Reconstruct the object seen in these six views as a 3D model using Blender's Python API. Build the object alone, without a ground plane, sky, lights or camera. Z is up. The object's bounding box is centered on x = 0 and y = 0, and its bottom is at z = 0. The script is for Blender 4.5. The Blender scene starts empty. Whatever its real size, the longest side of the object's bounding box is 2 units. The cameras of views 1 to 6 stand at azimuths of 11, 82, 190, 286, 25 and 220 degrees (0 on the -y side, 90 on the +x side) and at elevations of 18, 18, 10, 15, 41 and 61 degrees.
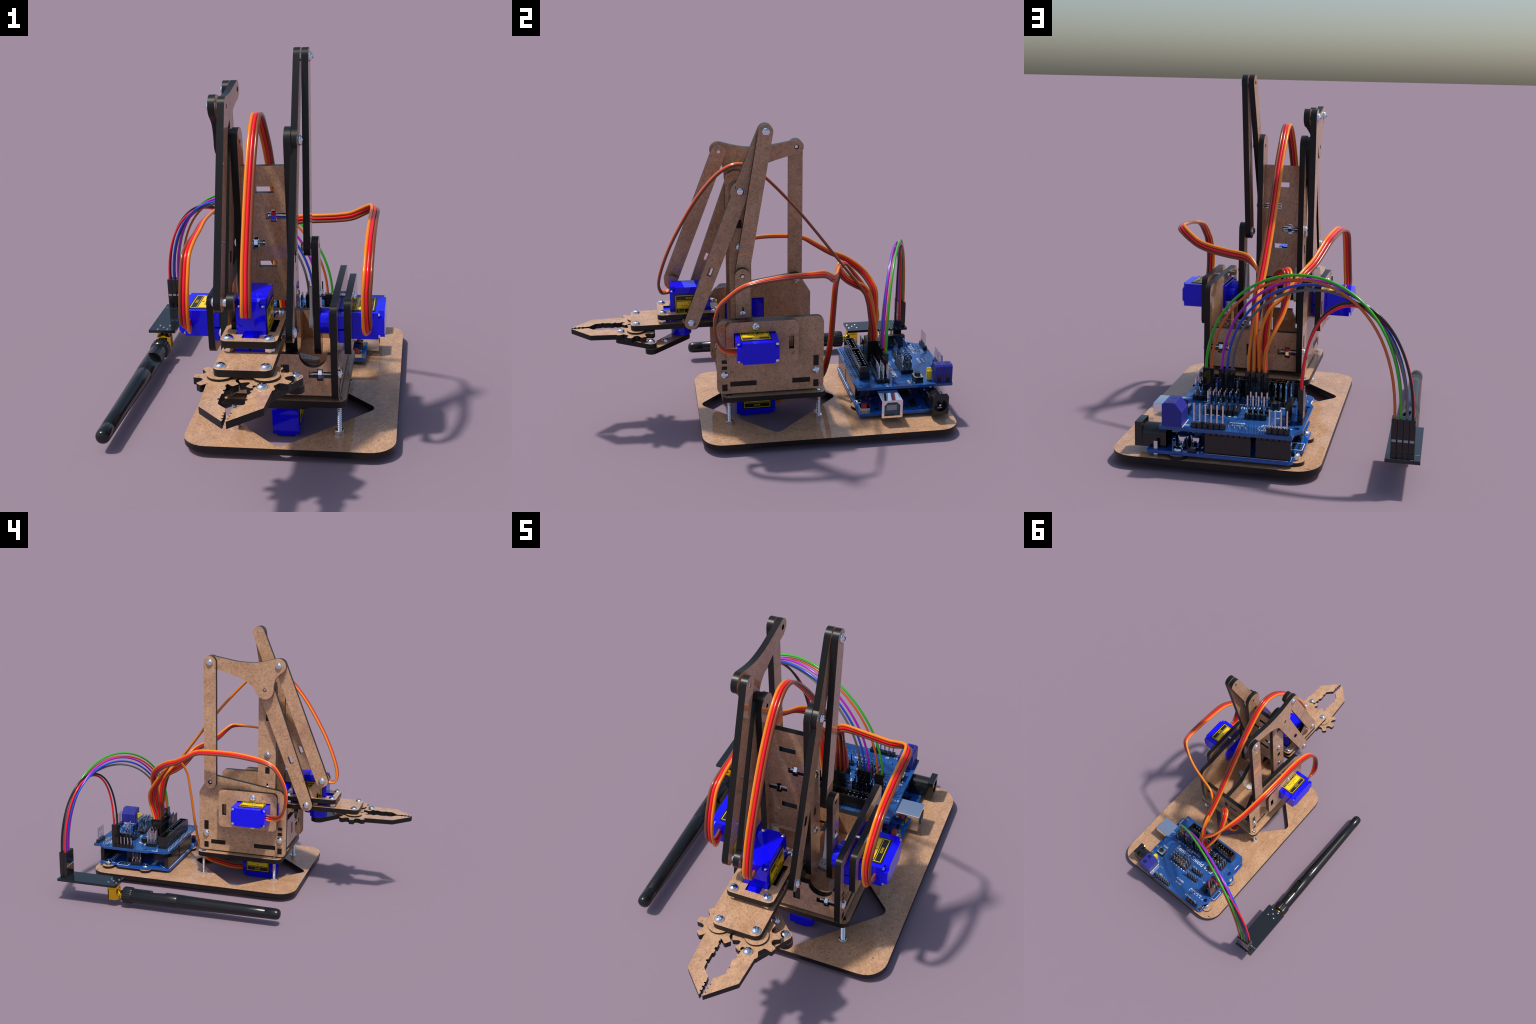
# Desktop robot arm of laser-cut fibreboard with hobby servos, controller boards and a radio module.
import bpy, bmesh, math, random
from mathutils import Vector, Matrix
from mathutils.geometry import tessellate_polygon

random.seed(7)
T = 0.0275            # fibreboard thickness
MM = 0.00912          # one real millimetre in scene units
SC = bpy.context.scene.collection

# ------------------------------------------------------------------ materials
def new_mat(name):
    m = bpy.data.materials.new(name); m.use_nodes = True
    nt = m.node_tree
    return m, nt, nt.nodes['Principled BSDF']

def plain(name, col, rough=0.4, metal=0.0, coat=0.0, spec=0.5):
    m, nt, b = new_mat(name)
    b.inputs['Base Color'].default_value = (*col, 1)
    b.inputs['Roughness'].default_value = rough
    b.inputs['Metallic'].default_value = metal
    b.inputs['Coat Weight'].default_value = coat
    b.inputs['Coat Roughness'].default_value = 0.03
    b.inputs['Specular IOR Level'].default_value = spec
    return m

def node(nt, kind, **kw):
    n = nt.nodes.new(kind)
    for k, v in kw.items():
        setattr(n, k, v)
    return n

def fibreboard(name, seed):
    m, nt, b = new_mat(name)
    L = nt.links.new
    tc = node(nt, 'ShaderNodeTexCoord')
    mp = node(nt, 'ShaderNodeMapping'); mp.inputs['Location'].default_value = (seed, seed * 2.3, -seed); mp.inputs['Scale'].default_value = (1.0, .62, .62)
    L(tc.outputs['Object'], mp.inputs['Vector'])
    def noise(scale, detail, rough, dist=0.0):
        n = node(nt, 'ShaderNodeTexNoise'); n.inputs['Scale'].default_value = scale
        n.inputs['Detail'].default_value = detail; n.inputs['Roughness'].default_value = rough
        n.inputs['Distortion'].default_value = dist
        L(mp.outputs['Vector'], n.inputs['Vector']); return n
    def ramp(src, stops):
        r = node(nt, 'ShaderNodeValToRGB')
        els = r.color_ramp.elements
        while len(els) < len(stops): els.new(0.5)
        for e, (p, c) in zip(els, stops): e.position = p; e.color = (*c, 1)
        L(src, r.inputs['Fac']); return r
    def mix(a, bb, fac, mode='MIX'):
        x = node(nt, 'ShaderNodeMix', data_type='RGBA', blend_type=mode)
        if isinstance(fac, float): x.inputs['Factor'].default_value = fac
        else: L(fac, x.inputs['Factor'])
        L(a, x.inputs['A']); 
        if isinstance(bb, tuple): x.inputs['B'].default_value = (*bb, 1)
        else: L(bb, x.inputs['B'])
        return x.outputs['Result']
    big = ramp(noise(11, 4, .6).outputs['Fac'], [(.32, MDF_A), (.68, MDF_B)])
    fib = ramp(noise(150, 5, .72, .6).outputs['Fac'], [(.32, (.42, .36, .30)), (.47, (.98, .98, .98)), (.70, (1.34, 1.31, 1.26))])
    col = mix(big.outputs['Color'], fib.outputs['Color'], .70, 'MULTIPLY')
    mid = ramp(noise(34, 3, .6, 1.5).outputs['Fac'], [(.36, (.78, .74, .70)), (.60, (1.06, 1.06, 1.06))])
    col = mix(col, mid.outputs['Color'], .55, 'MULTIPLY')
    spk = ramp(noise(46, 2, .5, 2.2).outputs['Fac'], [(.245, (1, 1, 1)), (.285, (0, 0, 0))])
    col = mix(col, (.10, .060, .036), spk.outputs['Color'])
    L(col, b.inputs['Base Color'])
    b.inputs['Roughness'].default_value = 0.85
    b.inputs['Specular IOR Level'].default_value = 0.1
    b.inputs['Coat Weight'].default_value = 1.0
    b.inputs['Coat Roughness'].default_value = 0.0
    b.inputs['Coat IOR'].default_value = 1.45
    return m

MDF_A = (.43, .245, .138); MDF_B = (.545, .330, .196)
M_MDF = fibreboard('fibreboard_face', 1.7)
M_EDGE = plain('laser_burnt_edge', (.0080, .0072, .0064), .36, spec=.32)
M_CHROME = plain('bright_steel', (.82, .85, .89), .035, 1.0)
M_THREAD = plain('threaded_steel', (.80, .82, .85), .10, 1.0)
M_BLUE = plain('servo_blue_plastic', (.006, .004, .85), .06, spec=.35)
M_LABELB = plain('label_black', (.012, .012, .013), .28)
M_LABELY = plain('label_yellow', (.93, .63, .012), .30)
M_HORN = plain('servo_horn_plastic', (.62, .63, .64), .4)
M_PCB = None
M_HEADER = plain('connector_black_plastic', (.012, .012, .013), .04)
M_HEADER2 = plain('socket_black_plastic', (.014, .0125, .0125), .05)
M_PIN = plain('tinned_pin', (.70, .69, .70), .0, 1.0)
M_SOLDER = plain('solder', (.66, .66, .68), .05, 1.0)
M_USB = plain('usb_shell_steel', (.86, .88, .92), .07, 1.0)
M_GREY = plain('grey_plastic', (.30, .33, .36), .35)
M_TERM = plain('terminal_block_blue', (.028, .029, .26), .35, spec=.3)
M_YELLOW = plain('jumper_yellow', (.78, .60, .02), .35)
M_SILK = plain('white_print', (.82, .84, .86), .5)
M_GOLDPAD = plain('gilded_pad', (.85, .60, .12), .22, 1.0)
M_GOLD = plain('brass_connector', (.92, .60, .03), .12, 1.0)
M_ANT = plain('antenna_black_plastic', (.0065, .0072, .0075), .20)
M_MODULE = plain('radio_board_mask', (.011, .014, .017), .07)
M_LED = plain('red_led', (.75, .01, .01), .15)
M_REDBTN = plain('red_button', (.42, .03, .03), .3)
M_DARK = plain('dark_void', (.006, .006, .006), .7)
M_W = {'orange': plain('wire_orange', (.86, .235, .012), .22), 'red': plain('wire_red', (.86, .006, .022), .22),
       'brown': plain('wire_brown', (.235, .055, .016), .22), 'green': plain('wire_green', (.035, .42, .015), .22),
       'orange2': plain('wire_deep_orange', (.62, .12, .018), .22), 'purple': plain('wire_purple', (.42, .012, .50), .22),
       'blue': plain('wire_blue', (.015, .07, .55), .22), 'grey': plain('wire_grey', (.135, .135, .14), .25),
       'black': plain('wire_black', (.010, .010, .011), .22)}

def board_mat(name, col, col2):
    m, nt, b = new_mat(name); L = nt.links.new
    tc = node(nt, 'ShaderNodeTexCoord')
    br = node(nt, 'ShaderNodeTexVoronoi', distance='CHEBYCHEV'); br.inputs['Scale'].default_value = 42
    L(tc.outputs['Object'], br.inputs['Vector'])
    r = node(nt, 'ShaderNodeValToRGB'); r.color_ramp.elements[0].position = .25; r.color_ramp.elements[1].position = .32
    r.color_ramp.elements[0].color = (*col, 1); r.color_ramp.elements[1].color = (*col2, 1)
    L(br.outputs['Distance'], r.inputs['Fac']); L(r.outputs['Color'], b.inputs['Base Color'])
    b.inputs['Roughness'].default_value = .04
    return m
M_PCB = board_mat('shield_blue_mask', (.018, .085, .29), (.016, .078, .272))
M_PCB2 = board_mat('controller_blue_mask', (.006, .085, .40), (.005, .072, .35))

# ------------------------------------------------------------------ object helpers
ROOT = None
def link(ob, parent=None):
    SC.objects.link(ob)
    if parent is None: parent = ROOT
    if parent is not None: ob.parent = parent
    return ob

def obj_from_bm(bm, name, mats, parent=None, smooth=35):
    bmesh.ops.recalc_face_normals(bm, faces=bm.faces)
    me = bpy.data.meshes.new(name)
    bm.to_mesh(me); bm.free()
    for m in (mats if isinstance(mats, (list, tuple)) else [mats]): me.materials.append(m)
    if smooth:
        me.polygons.foreach_set('use_smooth', [True] * len(me.polygons))
        me.set_sharp_from_angle(angle=math.radians(smooth))
    return link(bpy.data.objects.new(name, me), parent)

def place(src, name, mat4, parent=None):
    o = bpy.data.objects.new(name, src if isinstance(src, bpy.types.Mesh) else src.data)
    o.matrix_basis = mat4
    return link(o, parent)

def inst(name, me, loc, zdir=(0, 0, 1), roll=0.0, scale=1.0, parent=None):
    q = Vector(zdir).to_track_quat('Z', 'Y').to_matrix().to_4x4()
    return place(me, name, Matrix.Translation(loc) @ q @ Matrix.Rotation(roll, 4, 'Z') @ Matrix.Scale(scale, 4), parent)

def circle(cx, cy, r, n=20, a0=0.0, a1=2 * math.pi, closed=True):
    k = n if closed else n + 1
    return [(cx + r * math.cos(a0 + (a1 - a0) * i / n), cy + r * math.sin(a0 + (a1 - a0) * i / n)) for i in range(k)]

def rect(x0, y0, x1, y1):
    return [(x0, y0), (x1, y0), (x1, y1), (x0, y1)]

def round_poly(pts, r, n=7):
    """polygon with corners filleted; r is one radius or a list."""
    out = []; N = len(pts)
    for i, p in enumerate(pts):
        rr = r[i] if isinstance(r, (list, tuple)) else r
        p = Vector(p); a = Vector(pts[i - 1]) - p; b = Vector(pts[(i + 1) % N]) - p
        if rr <= 0: out.append(tuple(p)); continue
        la, lb = a.length, b.length; a /= la; b /= lb
        ang = a.angle(b); d = min(rr / math.tan(ang / 2), la * .49, lb * .49); rr2 = d * math.tan(ang / 2)
        c = p + (a + b).normalized() * (rr2 / math.sin(ang / 2))
        s = p + a * d - c; e = p + b * d - c
        a0 = math.atan2(s.y, s.x); da = math.atan2(e.y, e.x) - a0
        while da > math.pi: da -= 2 * math.pi
        while da < -math.pi: da += 2 * math.pi
        for k in range(n + 1):
            t = a0 + da * k / n
            out.append((c.x + rr2 * math.cos(t), c.y + rr2 * math.sin(t)))
    return out

def rrect(x0, y0, x1, y1, r):
    return round_poly(rect(x0, y0, x1, y1), r)

def stadium(p, q, r, n=14, r2=None):
    r2 = r if r2 is None else r2
    a = math.atan2(q[1] - p[1], q[0] - p[0])
    d = math.hypot(q[0] - p[0], q[1] - p[1]); off = math.asin((r - r2) / d)
    return circle(p[0], p[1], r, n, a + math.pi / 2 - off, a + 3 * math.pi / 2 + off, False) + \
           circle(q[0], q[1], r2, n, a - math.pi / 2 + off, a + math.pi / 2 - off, False)

def spline(pts, n=6, closed=True):
    out = []; N = len(pts)
    rng = range(N) if closed else range(N - 1)
    for i in rng:
        g = (lambda k: Vector(pts[k % N])) if closed else (lambda k: Vector(pts[min(max(k, 0), N - 1)]))
        p0, p1, p2, p3 = g(i - 1), g(i), g(i + 1), g(i + 2)
        for k in range(n):
            t = k / n
            out.append(.5 * ((2 * p1) + (-p0 + p2) * t + (2 * p0 - 5 * p1 + 4 * p2 - p3) * t * t + (-p0 + 3 * p1 - 3 * p2 + p3) * t ** 3))
    if not closed: out.append(Vector(pts[-1]))
    return out

def fill_prism(bm, outline, holes, lo, hi, axis, face_mi=0, side_mi=1):
    """prism of a 2D outline with holes; axis x: (y,z), y: (x,z), z: (x,y)."""
    loops = [[tuple(p) for p in outline]] + [[tuple(p) for p in h] for h in holes]
    def P(p, h):
        return {'x': (h, p[0], p[1]), 'y': (p[0], h, p[1]), 'z': (p[0], p[1], h)}[axis]
    flat = [p for l in loops for p in l]
    tris = tessellate_polygon([[Vector((*p, 0)) for p in l] for l in loops])
    va = [bm.verts.new(P(p, lo)) for p in flat]; vb = [bm.verts.new(P(p, hi)) for p in flat]
    for t in tris:
        for vs in (va, vb):
            try: bm.faces.new([vs[i] for i in t]).material_index = face_mi
            except ValueError: pass
    k = 0
    for l in loops:
        n = len(l)
        for i in range(n):
            a, b = k + i, k + (i + 1) % n
            bm.faces.new((va[a], va[b], vb[b], vb[a])).material_index = side_mi
        k += n

def plate(name, axis, outline, lo, hi=None, holes=(), parent=None, mats=None):
    bm = bmesh.new()
    fill_prism(bm, outline, holes, lo, lo + T if hi is None else hi, axis)
    return obj_from_bm(bm, name, mats or [M_MDF, M_EDGE], parent)

def box(bm, x0, y0, z0, x1, y1, z1, mi=0):
    fill_prism(bm, rect(x0, y0, x1, y1), [], z0, z1, 'z', mi, mi)

def cyl(bm, c, r, lo, hi, axis='z', n=24, mi=0, r2=None):
    r2 = r if r2 is None else r2
    lathe(bm, [(0, lo), (r, lo), (r2, hi), (0, hi)], c, axis, n, mi)

def lathe(bm, prof, c=(0, 0), axis='z', n=24, mi=0):
    """profile of (radius, height) turned about an axis through c."""
    def P(r, h, a):
        u, v = c[0] + r * math.cos(a), c[1] + r * math.sin(a)
        return {'x': (h, u, v), 'y': (u, h, v), 'z': (u, v, h)}[axis]
    rings = []
    for r, h in prof:
        if r < 1e-7: rings.append([bm.verts.new(P(0, h, 0))])
        else: rings.append([bm.verts.new(P(r, h, 2 * math.pi * i / n)) for i in range(n)])
    for A, B in zip(rings, rings[1:]):
        if len(A) == 1 and len(B) == 1: continue
        for i in range(n):
            j = (i + 1) % n
            if len(A) == 1: f = bm.faces.new((A[0], B[i], B[j]))
            elif len(B) == 1: f = bm.faces.new((A[i], A[j], B[0]))
            else: f = bm.faces.new((A[i], A[j], B[j], B[i]))
            f.material_index = mi

def boxobj(name, x0, y0, z0, x1, y1, z1, mat, parent=None, bevel=0.0):
    bm = bmesh.new(); box(bm, x0, y0, z0, x1, y1, z1)
    if bevel: bmesh.ops.bevel(bm, geom=bm.edges[:], offset=bevel, segments=2, affect='EDGES')
    return obj_from_bm(bm, name, mat, parent)

def text(name, s, size, mat4, mat, parent=None, depth=.0006, align='CENTER'):
    cu = bpy.data.curves.new(name, 'FONT'); cu.body = s; cu.size = size; cu.extrude = depth; cu.offset = -.008 * size
    cu.align_x = align; cu.align_y = 'CENTER'; cu.resolution_u = 3
    tmp = bpy.data.objects.new(name + '_tmp', cu); SC.objects.link(tmp)
    me = bpy.data.meshes.new_from_object(tmp.evaluated_get(bpy.context.evaluated_depsgraph_get()))
    bpy.data.objects.remove(tmp); bpy.data.curves.remove(cu)
    me.name = name; me.materials.clear(); me.materials.append(mat)
    return place(me, name, mat4, parent)

def basis(xd, yd, loc):
    x, y = Vector(xd).normalized(), Vector(yd).normalized(); z = x.cross(y)
    m = Matrix((x, y, z)).transposed().to_4x4(); m.translation = loc
    return m

def tube(name, pts, r, mat, parent=None, n=10, sub=6):
    """round wire through control points."""
    P = spline(pts, sub, False)
    bm = bmesh.new(); prev = None; up = None
    for i, p in enumerate(P):
        t = (P[min(i + 1, len(P) - 1)] - P[max(i - 1, 0)]).normalized()
        if up is None: up = t.orthogonal().normalized()
        up = (up - t * up.dot(t)).normalized(); sd = t.cross(up)
        ring = [bm.verts.new(p + (up * math.cos(2 * math.pi * k / n) + sd * math.sin(2 * math.pi * k / n)) * r) for k in range(n)]
        if prev:
            for k in range(n): bm.faces.new((prev[k], prev[(k + 1) % n], ring[(k + 1) % n], ring[k]))
        else: bm.faces.new(ring)
        prev = ring
    bm.faces.new(prev)
    return obj_from_bm(bm, name, mat, parent, 60)

# ------------------------------------------------------------------ the thing
ROOT = bpy.data.objects.new('robot_arm', None)
SC.objects.link(ROOT)
ROOT['label'] = 'brown fibreboard desktop robot arm with blue servos and controller boards'
ROOT['category'] = 'robot arm'

# --- shared hardware meshes
def make_screw_head():
    bm = bmesh.new(); R, H = .0205, .0155
    prof = [(0, 0), (R * .985, 0), (R, .0022)] + [(R * math.cos(a), .0022 + (H - .0022) * math.sin(a)) for a in [math.pi / 2 * k / 7 for k in range(1, 7)]] + [(0, H)]
    lathe(bm, prof, n=28)
    ob = obj_from_bm(bm, 'head_blank', M_CHROME)
    bm = bmesh.new(); fill_prism(bm, [(-.0125, -.0022), (-.0022, -.0022), (-.0022, -.0125), (.0022, -.0125), (.0022, -.0022), (.0125, -.0022),
        (.0125, .0022), (.0022, .0022), (.0022, .0125), (-.0022, .0125), (-.0022, .0022), (-.0125, .0022)], [], .0085, .03, 'z', 0, 0)
    cut = obj_from_bm(bm, 'cross_cut', M_CHROME)
    md = ob.modifiers.new('b', 'BOOLEAN'); md.object = cut; md.operation = 'DIFFERENCE'; md.solver = 'EXACT'
    me = bpy.data.meshes.new_from_object(ob.evaluated_get(bpy.context.evaluated_depsgraph_get()))
    me.name = 'screw_head'
    bpy.data.objects.remove(cut); bpy.data.objects.remove(ob)
    me.polygons.foreach_set('use_smooth', [True] * len(me.polygons)); me.set_sharp_from_angle(angle=math.radians(40))
    return me
ME_HEAD = make_screw_head()

def make_nut():
    bm = bmesh.new(); fill_prism(bm, circle(0, 0, .0205, 6), [circle(0, 0, .0098, 16)], 0, .017, 'z', 0, 0)
    bmesh.ops.bevel(bm, geom=[e for e in bm.edges if e.calc_length() > .015 and abs(e.verts[0].co.z - e.verts[1].co.z) < 1e-6], offset=.0012, segments=1, affect='EDGES')
    o = obj_from_bm(bm, 'nut', M_CHROME); me = o.data; bpy.data.objects.remove(o); return me
ME_NUT = make_nut()

def rod_mesh(length, r=.0101, pitch=.0052):
    bm = bmesh.new(); prof = [(0, 0)]; z = 0.0
    while z < length - pitch:
        prof += [(r * .72, z), (r, z + pitch * .42), (r, z + pitch * .58)]; z += pitch
    prof += [(r * .86, length), (0, length)]
    lathe(bm, prof, n=14)
    o = obj_from_bm(bm, 'threaded_rod', M_THREAD, smooth=20); me = o.data; bpy.data.objects.remove(o); return me

def bolt(head_at, zdir, length, parent=None, nut_at=None, roll=0.3):
    """pan head screw: head sits at head_at facing zdir, shank runs the other way."""
    h = inst('screw', ME_HEAD, head_at, zdir, roll, 1.0, parent)
    d = -Vector(zdir)
    inst('screw_shank', rod_mesh(length), head_at, d, 0, 1.0, parent)
    if nut_at is not None:
        inst('nut', ME_NUT, Vector(head_at) + d * nut_at, d, .2, 1.0, parent)
    return h

# ------------------------------------------------------------------ base plate and standoffs
CX, CY = .171, .0335
BZ0, BZ1 = .025, .0525
hd = .377
diamond = round_poly([(CX + hd, CY), (CX, CY + hd), (CX - hd, CY), (CX, CY - hd)], .036)
plate('base_plate', 'z', rrect(-.2395, -.3525, .636, .974, .105), BZ0, BZ1, [diamond])
for sx in (-1, 1):
    for sy in (-1, 1):
        x, y = CX + sx * .233, CY + sy * .2345
        if sx < 0 and sy < 0: x, y = -.035, -.184
        inst('standoff_bolt', rod_mesh(.213 - .014, .0105, .0086), (x, y, .013), parent=None)
        inst('nut', ME_NUT, (x, y, BZ1), (0, 0, 1), random.random())
        inst('screw', ME_HEAD, (x, y, BZ0), (0, 0, -1), random.random())

# ------------------------------------------------------------------ turning box
CZ0 = .1835
plate('collar_plate', 'z', rrect(CX - .262, CY - .270, CX + .264, CY + .270, .035), CZ0, CZ0 + T,
      [circle(CX, CY, .05, 28)] + [circle(*p, .0135, 14) for p in ((CX + .233, CY + .2345), (CX + .233, CY - .2345), (CX - .233, CY + .2345), (-.035, -.184))])
# smaller bearing disc under the collar
plate('bearing_plate', 'z', rrect(CX - .155, CY - .235, CX + .125, CY + .16, .05), CZ0 - T, CZ0 - .0004, [rect(.113, -.14, .230, .083)])
XR0, XR1 = .3812, .4087      # right wall
XL0, XL1 = -.0575, -.030    # left wall
front_slots = [rect(-.2365, .238, -.209, .276), rect(-.2365, .358, -.209, .3775), rect(-.2365, .392, -.209, .412)]
rear_slots = [rect(.2375, .234, .2655, .273), rect(.2375, .353, .2655, .411)]
floor_slots = [rect(-.195, .262, -.0585, .2895), rect(.1276, .262, .221, .2895)]
servo_hole = rect(-.178, .457, .037, .577)
right_out = round_poly([(-.262, .223), (.2915, .223), (.2915, .6265), (-.258, .6265)], [.032, .032, .035, .03])
plate('servo_wall', 'x', right_out, XR0, XR1, front_slots + rear_slots + floor_slots + [servo_hole, circle(-.2225, .3287, .008, 10), circle(.2515, .3287, .008, 10)])
left_out = round_poly([(-.262, .221), (.297, .221), (.297, .597), (.262, .655), (.235, .712), (.18, .704), (-.225, .641), (-.262, .60)],
                      [.032, .02, .0, .0, .03, .03, .012, .0])
plate('servo_wall', 'x', left_out, XL0, XL1, front_slots + rear_slots + floor_slots + [servo_hole, circle(-.2225, .3287, .008, 10), circle(.2515, .3287, .008, 10)])
e = .0012
IX0, IX1 = .1845, .2100     # inner pivot wall
def cross_wall(name, y0, y1, z0, ztop, tabs, arcs):
    xa, xb = XL1 + .0003, XR0 - .0003; ta, tb = XL0 + e, XR1 - e
    pts = [(xa, z0), (xb, z0)]
    for a, b in tabs: pts += [(xb, a), (tb, a), (tb, b), (xb, b)]
    pts += [(xb, ztop)] + arcs + [(xa, ztop)]
    for a, b in reversed(tabs): pts += [(xa, b), (ta, b), (ta, a), (xa, a)]
    def tslot(x0, x1, zc, xn):
        h, w = .0135, .0125
        lo, hi = zc - h, zc + h
        return [(x0, lo), (xn - w, lo), (xn - w, zc - .026), (xn + w, zc - .026), (xn + w, lo), (x1, lo), (x1, hi), (xn + w, hi), (xn + w, zc + .026), (xn - w, zc + .026), (xn - w, hi), (x0, hi)]
    holes = [tslot(xb - .092, xb - .001, .3287, xb - .046), tslot(xa + .001, xa + .092, .3287, xa + .046)]
    if arcs: holes += [rect(IX0 - .0075, .2965, IX1 + .0005, .3705)]
    else: holes += [rect(IX0 - .0005, .30, IX1 + .0005, .356), rect(.10, .32, .165, .335)]
    return plate(name, 'y', pts, y0, y1, holes)
arc = circle(.308, .416, .0565, 14, 0, -math.pi, False)
arcL = [p for p in circle(.0225, .416, .0565, 20, 0, -math.pi, False) if p[0] > XL1 + .012]; arcL.append((arcL[-1][0], .416))
cross_wall('box_wall', -.2362, -.2093, .237, .416, [(.239, .275), (.359, .3765), (.393, .411)], arc + arcL)
cross_wall('box_wall', .2378, .2652, .237, .421, [(.235, .272), (.354, .41)], [])
fx0, fx1 = XL1, XR0
fl = [(fx0, -.2085), (fx1, -.2085)]
for a, b in ((-.194, -.0595), (.1286, .22)): fl += [(fx1, a), (XR1 - e, a), (XR1 - e, b), (fx1, b)]
fl += [(fx1, .237), (fx0, .237)]
for a, b in ((.1286, .22), (-.194, -.0595)): fl += [(fx0, b), (XL0 + e, b), (XL0 + e, a), (fx0, a)]
plate('box_floor', 'z', fl, .262, .2895, [circle(CX, .025, .03, 20)])
# inner wall carrying the arm pivot
plate('pivot_wall', 'x', round_poly([(.2375, .2900), (.2375, .3010), (.2642, .3010), (.2642, .3550), (.2375, .3550), (.2375, .421), (.09, .425), (-.05, .560), (-.165, .572), (-.172, .47), (-.13, .40), (-.2090, .3695), (-.2352, .3695), (-.2352, .2975), (-.2090, .2975), (-.2090, .2900)],
      [0, 0, 0, 0, 0, 0, .03, .03, .05, .04, .02, 0, 0, 0, 0, 0]), IX0, IX1, [circle(-.1125, .516, .010, 12)])
# box screws with nuts lying in the T slots
for y in (-.2225, .2515):
    bolt((XR1, y, .3287), (1, 0, 0), .105, nut_at=.066, roll=random.random())
    bolt((XL0, y, .3287), (-1, 0, 0), .105, nut_at=.066, roll=random.random())

# servo clamp plates
for side, (x0, x1) in ((1, (.4325, .460)), (-1, (-.1185, -.091))):
    plate('servo_clamp_plate', 'x', rrect(-.2155, .4025, .1525, .640 if side < 0 else .634, .03), x0, x1,
          [rect(-.176, .4565, .0345, .5775), rect(.1025, .478, .129, .548)])
    hx = x1 if side > 0 else x0
    for y, z in ((-.0655, .6065), (-.0655, .4265)):
        bolt((hx, y, z), (side, 0, 0), .085, roll=random.random())

# ------------------------------------------------------------------ servos
SL0, SL1, SW, SH = -.0555, .1535, .0555, .220
def servo_meshes():
    bm = bmesh.new()
    nf, nr, nw = .022, .020, .021          # screw notches: front, rear, width
    fill_prism(bm, rect(SL0, -SW, SL1, SW), [], .024, SH, 'z', 0, 0)
    fill_prism(bm, [(SL0, -SW + nw), (SL0 + nf, -SW + nw), (SL0 + nf + .006, -SW), (SL1, -SW), (SL1, SW), (SL0 + nf + .006, SW), (SL0 + nf, SW - nw), (SL0, SW - nw)], [], .0085, .0241, 'z', 0, 0)
    fill_prism(bm, [(SL0, -SW + nw), (SL0 + nf, -SW + nw), (SL0 + nf + .006, -SW), (SL1 - nr - .004, -SW), (SL1 - nr, -SW + nw), (SL1, -SW + nw + .004), (SL1, SW - nw - .004), (SL1 - nr, SW - nw), (SL1 - nr - .004, SW), (SL0 + nf + .006, SW), (SL0 + nf, SW - nw), (SL0, SW - nw)], [], 0, .0086, 'z', 0, 0)
    # mounting ears with open slots
    ears = [(SL0 - .043, -SW), (SL1 + .043, -SW), (SL1 + .043, -.004), (SL1 + .018, -.004), (SL1 + .018, .004), (SL1 + .043, .004), (SL1 + .043, SW),
            (SL0 - .043, SW), (SL0 - .043, .004), (SL0 - .018, .004), (SL0 - .018, -.004), (SL0 - .043, -.004)]
    fill_prism(bm, ears, [], .1565, .1795, 'z', 0, 0)
    lathe(bm, [(0, SH), (.054, SH), (.054, .254), (.051, .257), (0, .257)], n=40)
    lathe(bm, [(0, SH), (.027, SH), (.027, .249), (.025, .251), (0, .251)], (.062, 0), n=24)
    b = obj_from_bm(bm, 'servo_body_src', M_BLUE); me_b = b.data; bpy.data.objects.remove(b)
    # label: black sheet, yellow frame and band
    lx0, lx1, lz0, lz1 = -.034, .122, .036, .146
    def sheet(rects, y, nm, mat):
        bm = bmesh.new()
        for (a, c, bb, d) in rects: box(bm, a, -y, c, bb, y, d)
        o = obj_from_bm(bm, nm, mat, smooth=0); me = o.data; bpy.data.objects.remove(o); return me
    me_k = sheet([(lx0, lz0, lx1, lz1)], SW + .0022, 'label_sheet', M_LABELB)
    i, t = .007, .0028
    fr = [(lx0 + i, lz0 + i, lx1 - i, lz0 + i + t), (lx0 + i, lz0 + i, lx0 + i + t, lz1 - i), (lx1 - i - t, lz0 + i, lx1 - i, lz1 - i), (lx0 + i, lz1 - i - t, lx1 - i, lz1 - i)]
    band = [(lx0 + i + .006, .076, lx1 - i - .006, .112)]
    lines = [(lx0 + i + t, .0695, lx1 - i - t, .0715), (lx0 + i + t, .1145, lx1 - i - t, .1165)]
    me_y = sheet(fr + band + lines, SW + .0030, 'label_frame', M_LABELY)
    bm = bmesh.new()
    for x, z in ((SL0 + .011, .024), (SL1 - .010, .0085)):
        for y in (-SW + .011, SW - .011):
            lathe(bm, [(0, z - .007), (.005, z - .0065), (.0085, z - .004), (.0085, z + .004), (0, z + .004)], (x, y), n=14)
    o = obj_from_bm(bm, 'servo_case_screws', M_CHROME); me_s = o.data; bpy.data.objects.remove(o)
    return me_b, me_k, me_y, me_s
SV = servo_meshes()
def label_text_meshes():
    out = []
    for s, size, z, mat in (('Tower Pro', .028, .1285, M_LABELY), ('Micro Servo', .016, .1010, M_LABELB), ('9g', .012, .0855, M_LABELB), ('SG90', .016, .0575, M_LABELY)):
        o = text('label_text', s, size, Matrix.Identity(4), mat, ROOT, .0004); me = o.data; bpy.data.objects.remove(o)
        out.append((me, z))
    return out
LBT = label_text_meshes()

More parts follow.
